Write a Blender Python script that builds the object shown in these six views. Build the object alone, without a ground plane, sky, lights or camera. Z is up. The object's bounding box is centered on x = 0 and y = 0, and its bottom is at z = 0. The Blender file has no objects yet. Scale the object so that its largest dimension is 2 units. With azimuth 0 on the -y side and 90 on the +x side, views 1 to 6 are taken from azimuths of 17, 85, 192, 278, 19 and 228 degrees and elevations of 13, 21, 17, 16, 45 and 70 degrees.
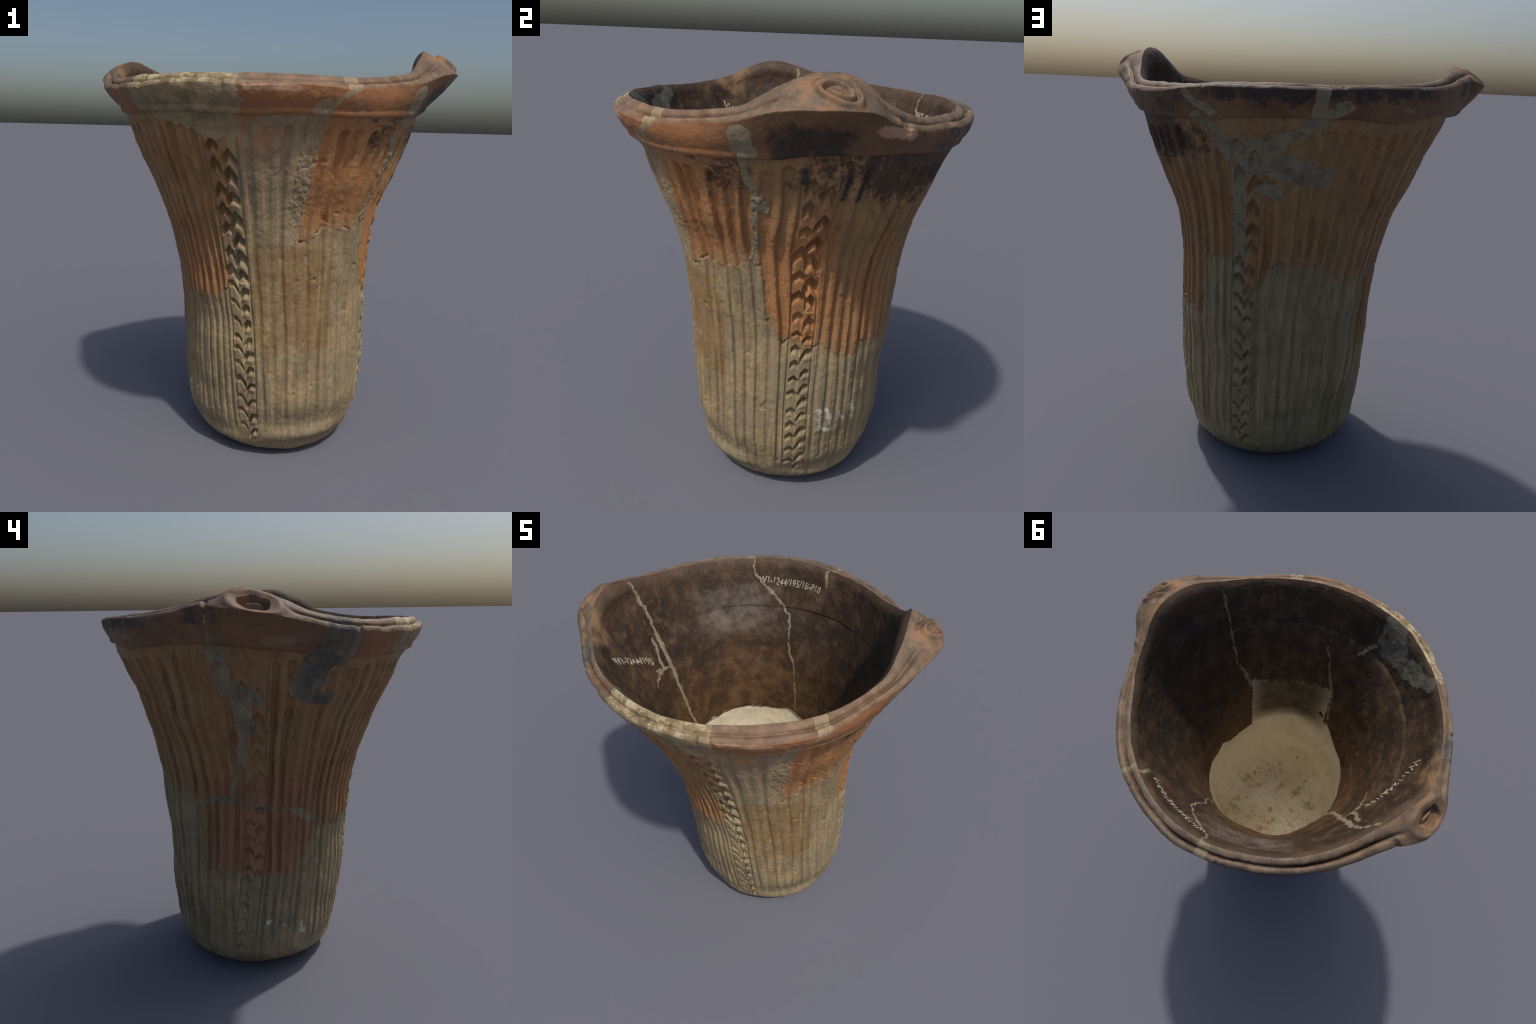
"""Restored ancient flared earthenware jar: fluted wall with four columns of stamped
impressions, thick collar with a two-strand lip, two raised rim handles (a spiral and a
hollow loop), plaster base and fills, sooty interior with old museum numbers."""
import bpy, math
import numpy as np

# ------------------------------------------------------------------ helpers
def smooth(a, b, x):
    t = np.clip((x - a) / (b - a), 0, 1)
    return t * t * (3 - 2 * t)

def ring_spline(vals, deg):
    """periodic Catmull-Rom through equally spaced values round the rim"""
    v = np.asarray(vals); n = len(v)
    t = (np.asarray(deg) % 360) * n / 360; i = np.floor(t).astype(int); f = t - i
    a, b, c, d = (v[(i + k) % n] for k in (-1, 0, 1, 2))
    return .5 * (2 * b + (c - a) * f + (2 * a - 5 * b + 4 * c - d) * f ** 2 + (3 * b - a - 3 * c + d) * f ** 3)

def hermite(X, V, x):
    X = np.asarray(X, float); V = np.asarray(V, float); m = np.gradient(V, X)
    i = np.clip(np.searchsorted(X, x) - 1, 0, len(X) - 2)
    h = X[i + 1] - X[i]; t = np.clip((x - X[i]) / h, 0, 1)
    return ((2 * t**3 - 3 * t**2 + 1) * V[i] + (t**3 - 2 * t**2 + t) * h * m[i]
            + (3 * t**2 - 2 * t**3) * V[i + 1] + (t**3 - t**2) * h * m[i + 1])

def vnoise(p, seed):
    """value noise on points (N,3), about -1..1"""
    i = np.floor(p).astype(np.int64); f = p - i; f = f * f * (3 - 2 * f)
    out = np.zeros(len(p))
    for dx in (0, 1):
        for dy in (0, 1):
            for dz in (0, 1):
                h = ((i[:, 0] + dx) * 374761393 + (i[:, 1] + dy) * 668265263 + (i[:, 2] + dz) * 2147483647 + seed * 974634777) & 0xffffffff
                h = ((h ^ (h >> 13)) * 1274126177) & 0xffffffff
                h = (h ^ (h >> 16)) & 0xffff
                w = (f[:, 0] if dx else 1 - f[:, 0]) * (f[:, 1] if dy else 1 - f[:, 1]) * (f[:, 2] if dz else 1 - f[:, 2])
                out += w * (h / 32767.5 - 1)
    return out

def adiff(a, b):
    return (a - b + 180) % 360 - 180

# ------------------------------------------------------------------ the jar's shape
Z_KNOT = [0.0, .008, .02, .045, .085, .14, .2, .32, .46, .6, .74, .88, 1.02, 1.16, 1.28, 1.4, 1.52, 1.62, 1.70, 1.8]
R_KNOT = [0.2303, 0.2876, 0.345, 0.3849, 0.4195, 0.4459, 0.4606, 0.4785, 0.487, 0.4907, 0.4935, 0.5007, 0.5124, 0.5348, 0.5654, 0.6096, 0.6557, 0.6951, 0.7349, 0.7675]
# how far the hand-built wall is out of round: cos, sin of 1, 2 and 3 times the azimuth at each height
OUT_OF_ROUND = [[-0.0012, -0.0013, -0.0014, -0.0018, -0.0039, -0.0039, -0.0073, -0.0015, -0.0031, 0.0024, 0.0006, 0.0016, 0.0061, 0.0048, 0.0059, 0.0037, 0.0025, 0.0003, 0.0103, 0.0218],
    [0.01, 0.0099, 0.0094, 0.0085, 0.0023, -0.0029, -0.0012, 0.0041, 0.0006, -0.0032, -0.0028, -0.0022, 0.0053, 0.0053, 0.0065, 0.01, 0.0059, 0.0023, 0.0036, 0.008],
    [0.0016, 0.0018, 0.0019, 0.0011, -0.0024, -0.0019, -0.0055, -0.0032, -0.0023, -0.0011, 0.0038, 0.0096, 0.0096, 0.0073, 0.0059, -0.0001, 0.0003, 0.0026, 0.0065, 0.0067],
    [0.0086, 0.0078, 0.0067, 0.0045, 0.0004, 0.008, -0.0006, 0.0039, 0.003, 0.0017, -0.0002, -0.0014, 0.0009, 0.0001, -0.0036, -0.0004, -0.0056, -0.0037, 0.0014, 0.0011],
    [-0.0011, -0.0001, 0.0011, 0.0032, 0.0061, -0.0047, -0.0016, -0.0045, 0.0019, 0.0049, 0.0032, 0.0008, -0.0041, -0.0037, -0.0034, -0.0007, -0.0015, 0.0004, 0.0043, 0.0078],
    [0.0036, 0.0056, 0.0067, 0.0027, -0.0023, 0.0067, 0.0001, 0.0039, 0.0014, 0.0023, 0.0048, 0.0017, 0.0041, 0.003, 0.0003, 0.0008, -0.0017, -0.0035, 0.0022, 0.0092]]
# local swellings of the wall: azimuth, half width in degrees, [(z, amount)]
SWELLS = [
    (38, 34, [(0, 0), (.3, .004), (.7, .009), (.95, .014), (1.1, .006), (1.2, 0)]),
    (53, 42, [(1.1, 0), (1.25, -.010), (1.45, -.012), (1.6, -.010), (1.8, -.008)]),
    (227, 28, [(.35, 0), (.6, .010), (.9, .015), (1.2, .015), (1.4, .008), (1.55, 0)]),
    (270, 28, [(.9, 0), (1.1, -.006), (1.3, -.008), (1.5, 0)]),
    (186, 22, [(1.35, 0), (1.46, -.012), (1.56, -.018), (1.63, -.010), (1.69, 0)]),
]
# the same for the thickness of the wall, felt from the inside
THICKER = [
    (25, 50, [(1.1, 0), (1.35, .012), (1.5, .014), (1.68, 0)]),
    (315, 55, [(1.15, 0), (1.35, .016), (1.55, .024), (1.66, .010), (1.72, 0)]),
    (255, 30, [(1.2, 0), (1.45, .014), (1.55, .014), (1.68, 0)]),
    (150, 60, [(.9, 0), (1.1, .004), (1.3, .006), (1.5, 0)]),
]
def local(deg, z, table):
    out = 0
    for c, hw, prof in table:
        out = out + np.cos(np.clip(adiff(np.asarray(deg, float), c) / hw, -1, 1) * math.pi / 2) ** 2 * np.interp(z, [p[0] for p in prof], [p[1] for p in prof])
    return out

def axis_x(z): return .043 * np.clip((1.35 - z) / .6, 0, 1)
def axis_y(z): return .043 * np.clip((1.75 - z) / .8, 0, 1)

def wall_radius(deg, z):
    w = np.sqrt(np.clip(z, 0, 2)); W = np.sqrt(Z_KNOT)
    a = np.radians(deg)
    r = hermite(W, R_KNOT, w)
    for k, v in enumerate(OUT_OF_ROUND):
        r = r + hermite(W, v, w) * (np.cos if k % 2 == 0 else np.sin)((k // 2 + 1) * a)
    return r + local(deg, z, SWELLS)

def wall_thickness(deg, z):
    return np.interp(z, [0, .2, .5, .9, 1.2, 1.5, 1.6, 1.7, 1.8], [.094, .096, .098, .094, .088, .082, .071, .055, .045]) + local(deg, z, THICKER)

# rim control values every 10 degrees of azimuth (0 = front, 90 = right)
LIP_R = [.794, .786, .793, .793, .785, .774, .772, .805, .848, .890, .880, .822, .786, .789, .791, .796, .8, .799,
         .801, .806, .798, .790, .789, .79, .795, .8, .823, .888, .879, .830, .811, .803, .798, .797, .798, .797]
LIP_Z = [1.800, 1.790, 1.797, 1.796, 1.789, 1.798, 1.812, 1.837, 1.880, 1.895, 1.889, 1.846, 1.806, 1.810, 1.803, 1.805, 1.822, 1.833,
         1.832, 1.836, 1.836, 1.845, 1.851, 1.851, 1.855, 1.871, 1.900, 1.885, 1.864, 1.832, 1.804, 1.795, 1.792, 1.787, 1.795, 1.804]
INN_R = [.728, .719, .714, .714, .716, .718, .725, .731, .730, .728, .736, .732, .728, .714, .711, .719, .723, .727,
         .731, .732, .727, .721, .719, .721, .718, .719, .727, .748, .770, .760, .748, .745, .738, .734, .733, .738]
INN_Z = [1.836, 1.838, 1.837, 1.836, 1.834, 1.840, 1.855, 1.878, 1.950, 1.999, 1.986, 1.900, 1.852, 1.838, 1.838, 1.834, 1.835, 1.846,
         1.850, 1.853, 1.851, 1.855, 1.860, 1.867, 1.879, 1.899, 1.932, 1.965, 1.938, 1.880, 1.851, 1.838, 1.837, 1.842, 1.836, 1.839]
BOT_Z = [1.689, 1.683, 1.691, 1.69, 1.685, 1.686, 1.691, 1.697, 1.703, 1.722, 1.723, 1.723, 1.72, 1.713, 1.708, 1.708, 1.71, 1.719, 1.728, 1.734, 1.734, 1.735, 1.723, 1.73, 1.742, 1.752, 1.752, 1.741, 1.728, 1.715, 1.697, 1.688, 1.689, 1.694, 1.696, 1.695]
CREASE_R = [0.724, 0.711, 0.726, 0.726, 0.726, 0.726, 0.726, 0.726, 0.72, 0.725, 0.726, 0.726, 0.727, 0.729, 0.731, 0.734, 0.735, 0.735, 0.736, 0.736, 0.736, 0.736, 0.737, 0.737, 0.737, 0.738, 0.738, 0.735, 0.726, 0.719, 0.713, 0.717, 0.72, 0.724, 0.729, 0.733]

# ------------------------------------------------------------------ decoration rules
# centre line of each stamped column: (z, azimuth)
COLUMNS = [
    [(.15, 361), (.30, 360), (.45, 359.4), (.8, 357.3), (1.1, 357), (1.3, 358), (1.7, 358)],
    [(.15, 89.3), (.5, 88.4), (.8, 88.9), (1.0, 89.4), (1.3, 90), (1.45, 92), (1.7, 94)],
    [(.15, 175.2), (.6, 175.7), (.9, 174.8), (1.1, 174.7), (1.3, 175), (1.7, 177)],
    [(.15, 269), (.25, 270), (.5, 273.2), (.7, 276), (.9, 277), (1.1, 276.8), (1.3, 274.6), (1.5, 273.7), (1.7, 273)],
]
FLUTES = (12, 12, 14, 14)
def column_at(i, z):
    c = COLUMNS[i]; return np.interp(z, [p[0] for p in c], [p[1] for p in c])

# lower edge of the surviving fired clay (azimuth, z); below it is plaster
BREAK = [(230, 1.0), (239, .985), (246.5, .985), (247.3, .61), (263, .616), (280, .622), (300, .594), (302, .667), (309, .70),
         (312, .84), (314, .865), (320, .83), (336, .835), (341, .862), (345, .818), (347, .88), (350.6, .90), (352.5, 1.06), (353.8, 1.18),
         (358, 1.28), (360.5, 1.5), (361.5, 1.74), (387.6, 1.74), (388.7, 1.155), (393.3, 1.15), (399, 1.185), (405, 1.206), (412, 1.214),
         (419, 1.2), (422, 1.235), (430, 1.25), (430.8, .985), (436, .92), (437.7, .84), (442, .88), (452, .82), (458, .855), (465, .827),
         (472, .795), (474, .78), (479, .783), (482, .827), (493, .812), (508, .806), (509, 1.03), (512, 1.10), (527, 1.11),
         (534, 1.1), (535, .985), (543.5, 1.0), (546, 1.07), (551, 1.09), (571, 1.08), (576, 1.034), (585, 1.01), (590, 1.0)]
# plaster fills and joints in the wall and collar: (az0, z0, az1, z1, half width)
FILLS = [
    (337, 1.71, 360, 1.66, .045), (348, 1.66, 361, 1.63, .04), (332, 1.76, 361, 1.76, .075),
    (32, 1.72, 26, 1.15, .03), (41.5, 1.80, 33, 1.70, .009),
    (70, 1.69, 71.5, 1.50, .016), (71.5, 1.5, 70.5, 1.35, .014), (70, 1.36, 66, 1.25, .014), (71, 1.73, 70, 1.79, .035), (73.5, 1.53, 74.5, 1.5, .022),
    (162, 1.72, 170, 1.62, .022), (171, 1.60, 181, 1.56, .06), (178, 1.60, 191, 1.53, .05), (187, 1.53, 202, 1.50, .055), (191, 1.66, 180, 1.6, .03),
    (194, 1.68, 206, 1.78, .026), (171.8, 1.5, 171, 1.08, .034), (181, 1.44, 187, 1.42, .03), (160, 1.82, 168.5, 1.73, .016), (200, 1.83, 198, 1.74, .024),
    (300, 1.74, 294, 1.58, .065), (290, 1.56, 303, 1.52, .032), (301, 1.82, 303, 1.70, .05),
    (262, 1.73, 264, 1.55, .030), (265, 1.58, 277, 1.52, .030), (268, 1.5, 271.5, 1.40, .036), (270.5, 1.4, 268, 1.2, .020), (266.5, 1.2, 264.5, 1.03, .017),
    (244, .997, 256, 1.0, .016), (256, 1.0, 266, 1.01, .018), (266, 1.01, 294, .957, .008), (294, .957, 303, .94, .013), (303, .94, 313, .86, .022),
    (262.5, 1.86, 261.5, 1.76, .010),
]
# pieces of clay surviving inside plaster
ISLANDS = [(176.6, .985, 178.5, 1.0, .022)]
METRIC = .0108          # metres per degree used when measuring strokes
SEAM = 230.0

def unwrap(deg): return (deg - SEAM) % 360 + SEAM

def stroke_np(u, v, strokes):
    best = np.full(len(u), 9.0)
    for a0, z0, a1, z1, w in strokes:
        ax, ay = unwrap(a0) * METRIC, z0; bx, by = ax + adiff(a1, a0) * METRIC, z1
        dx, dy = bx - ax, by - ay
        h = np.clip(((u - ax) * dx + (v - ay) * dy) / (dx * dx + dy * dy + 1e-9), 0, 1)
        best = np.minimum(best, np.hypot(u - ax - h * dx, v - ay - h * dy) - w)
    return best

rng = np.random.default_rng(7)
FL_F, FL_TOP, FL_BOT, FL_WD, FL_DP = [], [], [], [], []
for n in FLUTES:
    f = (np.arange(n) + .5) / n + rng.uniform(-.13, .13, n) / n
    FL_F.append(f); FL_TOP.append(rng.uniform(.022, .048, n)); FL_BOT.append(rng.uniform(.03, .12, n)); FL_DP.append(rng.uniform(.6, 1.3, n)); FL_WD.append(rng.uniform(.8, 1.22, n))

def flute_relief(deg, z, clay, wob, n_run):
    """depth (metres, into the wall) of the fluting"""
    out = np.zeros(len(deg)); crease = ring_spline(BOT_Z, deg)
    d = deg + wob * 1.3
    for i in range(4):
        n = FLUTES[i]
        lo = column_at(i, z) + 6.6; hi = column_at((i + 1) % 4, z) - 6.6
        hi = hi + 360 * (hi < lo); hi = np.where(hi - lo > 180, hi - 360, hi)
        span = hi - lo
        t = ((d - lo + 90) % 360 - 90) / span * n
        for k in range(n):
            u = (t - FL_F[i][k] * n) / FL_WD[i][k]       # +-.5 = one pitch
            near = np.abs(u) < .75
            if not near.any(): continue
            uu = u[near]; zz = z[near]; c = clay[near]
            # channel: steep on one side, easier on the other
            wide = .26 + .06 * c + .04 * smooth(1.1, 1.4, zz)
            prof = (1 - smooth(wide * .35, wide * 1.0, -uu)) * (1 - smooth(wide * .15, wide * 1.35, uu))
            top = crease[near] - FL_TOP[i][k]
            arch = (uu * .05) ** 2 * 30
            ends = smooth(0, .03, top - arch - zz) * smooth(0, .28, zz - FL_BOT[i][k])
            dep = (.0100 + .0075 * c) * FL_DP[i][k] * (1 + .35 * n_run[near]) * prof * ends
            out[near] = np.maximum(out[near], dep)
        # the furrows hugging each column
    for i in range(4):
        for s in (-1, 1):
            e = np.abs(adiff(deg, column_at(i, z) + s * 6.0 + wob * .6))
            out = np.maximum(out, .009 * (1 - smooth(.35, 1.1, e)) * smooth(0, .05, crease - .07 - z) * smooth(.08, .35, z))
    return out

STAMPS = []
for i in range(4):
    z = .20
    k = 0
    while z < 1.64:
        up = float(smooth(.85, 1.1, z))
        for s in (-1, 1):
            zz = z + (.0 if s < 0 else -.036) + rng.uniform(-.012, .012)
            lean = (s * (.75 if i != 2 else .5) * (1 - up) if i in (0, 1, 2) else 0) + rng.uniform(-.35, .35)
            if i == 1 and s < 0: lean *= .15
            STAMPS.append((i, s, zz, lean, (.027 + .005 * up) * rng.uniform(.75, 1.2), (.042 + .030 * up) * rng.uniform(.75, 1.2),
                           (.020 + .004 * up) * rng.uniform(.65, 1.25) * (.75 if i == 2 else .5 if i == 3 else .9)))
        z += (.080 + .018 * up) * rng.uniform(.93, 1.07); k += 1

def stamp_relief(deg, z):
    out = np.zeros(len(deg))
    for i, s, zz, lean, w, h, dep in STAMPS:
        if i == 2 and s < 0 and 1.1 < zz < 1.45: continue       # lost under plaster
        if i == 3 and s < 0 and 1.12 < zz < 1.5: continue
        if i == 3 and zz < .58 and (s > 0): continue
        near = np.abs(z - zz) < h * 1.6
        near[near] = np.abs(adiff(deg[near], column_at(i, zz))) < 12
        if not near.any(): continue
        r = np.interp(zz, Z_KNOT, R_KNOT) * math.pi / 180
        u = adiff(deg[near], column_at(i, z[near]) + s * (.024 + .012 * float(smooth(1.3, 1.6, zz))) / r) * r
        v = z[near] - zz
        top = h * .5 - np.abs(u) * (.9 + .5 * (h > .06)) + u * lean
        t = top - v
        prof = smooth(0, .008, t) * (1 - smooth(.35, 1.0, t / h))
        prof *= 1 - smooth(w * .65, w, np.abs(u))
        lump = np.exp(-((u / (w * .8)) ** 2 + ((v + h * .62) / (h * .28)) ** 2))          # clay pushed down below the notch
        out[near] = np.maximum(out[near], dep * 1.35 * prof) - .30 * dep * lump * (prof < .4)
    return out

# ------------------------------------------------------------------ build the grid
NA = 1260
AZ = np.arange(NA) * 360.0 / NA
rows = []          # each: (pos(N,3), relief normal mode)
labels = []        # per row tag
# --- outer wall rows (0..1)
zb = np.concatenate([(np.linspace(0, 1, 40)[:-1] ** 2) * .16, np.linspace(.16, 1, 1)])
NZ_LOW, NZ_WALL = 42, 470
CRE = ring_spline(BOT_Z, AZ)
zlow = (np.linspace(0, 1, NZ_LOW, endpoint=False) ** 2) * .16
tw = np.linspace(0, 1, NZ_WALL)
Zw = np.concatenate([np.repeat(zlow[:, None], NA, 1), .16 + tw[:, None] * (CRE[None] - .16)], 0)
Aw = np.repeat(AZ[None], len(Zw), 0)

def wall_points(deg, z, off=0.0):
    r = wall_radius(deg, z) + off; a = np.radians(deg)
    return np.stack([axis_x(z) + r * np.sin(a), axis_y(z) - r * np.cos(a), z], -1)

a = Aw.ravel(); z = Zw.ravel()
tuck = ring_spline(CREASE_R, a) - wall_radius(a, ring_spline(BOT_Z, a))
P = wall_points(a, z, tuck * (1 - smooth(0, .13, ring_spline(BOT_Z, a) - z)))
slope = (wall_radius(a, z + .004) - wall_radius(a, np.maximum(z - .004, 0))) / (.004 + np.minimum(z, .004))
nrm = np.stack([np.sin(np.radians(a)), -np.cos(np.radians(a)), -slope], -1); nrm /= np.linalg.norm(nrm, axis=1, keepdims=True)
n_big = vnoise(P * 4, 1); n_mid = vnoise(P * 14, 2); n_fine = vnoise(P * 45, 3); n_grit = vnoise(P * 130, 4)
wob = vnoise(P * np.array([9, 9, 3.5]), 5)
uu = unwrap(a) * METRIC + .012 * vnoise(P * 13, 14) + .010 * vnoise(P * 34, 6) + .003 * vnoise(P * 85, 7)
vv = z + .012 * vnoise(P * 13, 15) + .010 * vnoise(P * 34, 8) + .003 * vnoise(P * 85, 9)
cell = np.floor(unwrap(a) / 6.4 + .25 * vnoise(P * 9, 21))
step = ((np.sin(cell * 12.9898) * 43758.5453) % 1 - .5) * .030
brk = step + np.interp(uu / METRIC, [p[0] for p in BREAK], [p[1] for p in BREAK])
d_fill = stroke_np(uu, vv, FILLS); d_isl = stroke_np(uu, vv, ISLANDS)
clay = smooth(-.004, .004, vv - brk)
clay = np.maximum(clay, 1 - smooth(-.004, .004, d_isl))
fill = (1 - smooth(-.004, .004, d_fill)) * smooth(.84, .9, z)
clay = clay * (1 - fill)
top_plaster = fill * smooth(1.1, 1.3, z)
colz = np.min([np.abs(adiff(a, column_at(i, z))) for i in range(4)], 0)
n_run = vnoise(P * np.array([16, 16, 5]), 17)
rel = -flute_relief(a, z, clay, wob, n_run) * (1 - .8 * top_plaster) * smooth(5.0, 6.4, colz + .3 * wob)
rel -= stamp_relief(a, z) * (1 - .35 * top_plaster)
rel += .0025 * n_mid + .0016 * n_fine + .0007 * n_grit + .003 * n_big * smooth(.1, .4, z)
rel += top_plaster * (.0035 * vnoise(P * 38, 10) + .003 * vnoise(P * 90, 11))
rel += .0035 * clay - .0025                                          # the sherds stand proud of the plaster
# chipped undercut along the break
edge = np.abs(vv - brk); chip = vnoise(P * np.array([22, 22, 10]), 12)
rel -= .010 * (1 - smooth(.003, .011, edge)) * smooth(.05, .5, chip) * smooth(.6, .7, z) * (1 - fill)
# scattered pits
pit = vnoise(P * 26, 13)
rel -= .005 * smooth(.80, .93, pit)
rel *= smooth(0, .02, z) * .9 + .1
rel[z <= 1e-6] = 0
band = smooth(0, .035, CRE[None].repeat(len(Zw), 0).ravel() - z)      # smooth strip under the collar
P_out = (P + nrm * rel[:, None]).reshape(len(Zw), NA, 3)
P_out[:, :, 2] = np.maximum(P_out[:, :, 2], 0)

# --- collar, from crease to lip
ang = np.radians(AZ); er = np.stack([np.sin(ang), -np.cos(ang), 0 * ang], -1); ez = np.array([0, 0, 1.0])
LR, LZ, IR, IZ = (ring_spline(v, AZ) for v in (LIP_R, LIP_Z, INN_R, INN_Z))
def ring(r, zz): return er * r[:, None] + ez * zz[:, None]
crease_r = np.linalg.norm(P_out[-1, :, :2], axis=1)
hs = np.exp(-(adiff(AZ, 93) / 13) ** 2); hl = np.exp(-(adiff(AZ, 274) / 13) ** 2)     # spiral, loop handle
NC = 46
collar = []
kink_out = .027 - .006 * np.exp(-(adiff(AZ, 52) / 24) ** 2) + .032 * np.exp(-(adiff(AZ, 269) / 15) ** 2) + .012 * np.exp(-(adiff(AZ, 102) / 22) ** 2)
sag = .010 * (1 - np.maximum(hs, hl)) + .003 + .016 * np.exp(-(adiff(AZ, 278) / 13) ** 2) + .005 * np.exp(-(adiff(AZ, 93) / 12) ** 2)
for k in range(1, NC + 1):
    t = k / NC
    # quick step out to the kink, then straight flare to the lip, rounding over at the end
    s = min(t / .18, 1.0)
    kink_r = crease_r + kink_out * math.sin(s * math.pi / 2); kink_z = CRE + .026 * (1 - math.cos(s * math.pi / 2)) - .003 * math.sin(s * math.pi)
    q = max((t - .18) / .82, 0)
    r = kink_r + (LR - kink_r) * q + sag * math.sin(q * math.pi) * .6
    zz = kink_z + (LZ - kink_z) * q
    collar.append(ring(r, zz))
# --- lip top, from outer edge to inner ridge, two strands with a groove between
NL = 56
lip = []
sep = .008 + .006 * vnoise(np.stack([np.sin(ang) * 5, np.cos(ang) * 5, 0 * ang], 1), 51) + .022 * np.exp(-(adiff(AZ, 250) / 16) ** 2) + .014 * np.exp(-(adiff(AZ, 297) / 14) ** 2) + .006 * np.exp(-(adiff(AZ, 78) / 10) ** 2)
face = np.maximum(smooth(.25, .8, hs), smooth(.25, .8, hl))
for k in range(1, NL + 1):
    t = k / NL
    r = LR + (IR - LR) * t; zz = LZ + (IZ - LZ) * t
    hump = .013 * math.sin(math.pi * min(t / .5, 1)) ** .6 * (t < .5) if t < .5 else 0
    outer = .009 * max(0.0, 1 - abs(t / .24 - 1) ** 2) if t < .48 else 0.0
    inner = .008 * max(0.0, 1 - abs((t - .52) / .30 - 1) ** 2) if t > .52 else 0.0
    g = math.exp(-((t - .46) / .09) ** 2)
    lift = (outer + inner) - sep * g
    lift = lift * (1 - face) + face * .010 * math.sin(math.pi * t)
    # direction perpendicular to the lip face
    dr = IR - LR; dz = IZ - LZ; L = np.hypot(dr, dz)
    r = r + lift * dz / L; zz = zz - lift * dr / L
    collar_n = None
    lip.append(ring(r, zz))
lip = np.array(lip); collar = np.array(collar)
# handle face relief, in local coordinates (metres along the rim, fraction across)
T = (np.arange(1, NL + 1) / NL)[:, None]
dr = IR - LR; dz = IZ - LZ; L = np.hypot(dr, dz)
fn = er * (dz / L)[:, None] - ez * (dr / L)[:, None]
def face_uv(az0, t0):
    u = adiff(AZ, az0)[None] * math.pi / 180 * .82; v = (T - t0) * L[None]
    return u + 0 * v, v + 0 * u
u, v = face_uv(93.2, .40)
c, s = math.cos(math.radians(32)), math.sin(math.radians(32))
x = c * u - s * v; y = s * u + c * v
rad = np.hypot(x / .090, y / .052); th = np.arctan2(y / .052, x / .090)
spir = (rad * 2.1 - th / (2 * math.pi)) % 1.0
spiral = np.exp(-((spir - .5) / .16) ** 2) * (1 - smooth(.92, 1.1, rad)) * smooth(.16, .3, rad)
core = np.exp(-((x / .045) ** 2 + (y / .011) ** 2))
rel_s = .020 * (1 - smooth(.9, 1.12, rad)) - .022 * spiral - .026 * core
uk, vk = face_uv(93.2, .40)
rel_s -= .024 * np.exp(-((vk - .062 + .15 * uk) / .009) ** 2) * (1 - smooth(.045, .085, np.abs(uk)))     # crevice between coil and inner ridge
u, v = face_uv(275.0, .40)
rad = np.hypot(u / .092, v / .062)
ang6 = np.arctan2(v, u); hexa = rad * (1 + .07 * np.cos(5 * ang6 + .6))
rel_l = -.016 * (1 - smooth(.35, 1.05, rad)) - .024 * (1 - smooth(.58, .70, hexa)) + .008 * np.exp(-((rad - 1.15) / .2) ** 2)
ridge = np.exp(-((v - .012 - .1 * u) / .010) ** 2) * (1 - smooth(.3, .55, rad))
rel_l += .018 * ridge
lip += fn[None] * ((rel_s + rel_l) * np.sin(np.pi * np.clip(T, 0, 1)) ** .35)[..., None]

# --- inner wall, from the ridge down to the floor
NI = 190
inner = []
Z_FLOOR = .115
for k in range(1, NI + 1):
    t = k / NI
    if t <= .25:                               # from ridge down to z = 1.62, rounded over at the ridge
        q = t / .25
        zt = IZ + (1.62 - IZ) * q - .004
        rin = wall_radius(AZ, np.full(NA, 1.62)) - wall_thickness(AZ, 1.62)
        bend = 1 - (1 - min(q / .16, 1)) ** 2
        curl = .020 + .022 * np.maximum(hs, hl)
        r0 = IR - curl * math.sqrt(bend)
        r = r0 + (rin - (IR - curl)) * (max(q - .04, 0) / .96) ** 1.15
        r = r + .5 * (.100 * hs + .06 * hl) * np.exp(-((zt - 1.83) / .07) ** 2) * min(q / .2, 1)
        inner.append(ring(r, zt))
    else:
        q = (t - .25) / .75
        zt = np.full(NA, 1.62 + (Z_FLOOR + .10 - 1.62) * q)
        inner.append(wall_points(AZ, zt, -wall_thickness(AZ, zt)))
inner = np.array(inner)
NF = 46
floor = []
base_c = np.array([.043, .043])
edge_r = wall_radius(AZ, np.full(NA, Z_FLOOR + .10)) - wall_thickness(AZ, Z_FLOOR + .1)
for k in range(1, NF + 1):
    t = k / NF
    a1 = min(t / .3, 1) * math.pi / 2
    r = (edge_r - .09 * (1 - math.cos(a1))) * 1.0
    zz = Z_FLOOR + .10 * (1 - math.sin(a1))
    if t > .3: r = (edge_r - .09) * (1 - (t - .3) / .7 * .985)
    floor.append(np.stack([base_c[0] + er[:, 0] * r, base_c[1] + er[:, 1] * r, np.full(NA, zz)], -1))
floor = np.array(floor)

# surface noise on collar / lip / inside
def rough(block, seed, amp):
    f = block.reshape(-1, 3)
    d = amp * (.6 * vnoise(f * 12, seed) + .4 * vnoise(f * 40, seed + 1) + .2 * vnoise(f * 110, seed + 2))
    c = f - np.array([0, 0, 1.0]); c[:, 2] = 0; c /= np.linalg.norm(c, axis=1, keepdims=True) + 1e-9
    return (f + c * d[:, None] + np.array([0, 0, 1]) * (amp * .5 * vnoise(f * 25, seed + 3))[:, None]).reshape(block.shape)
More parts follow.
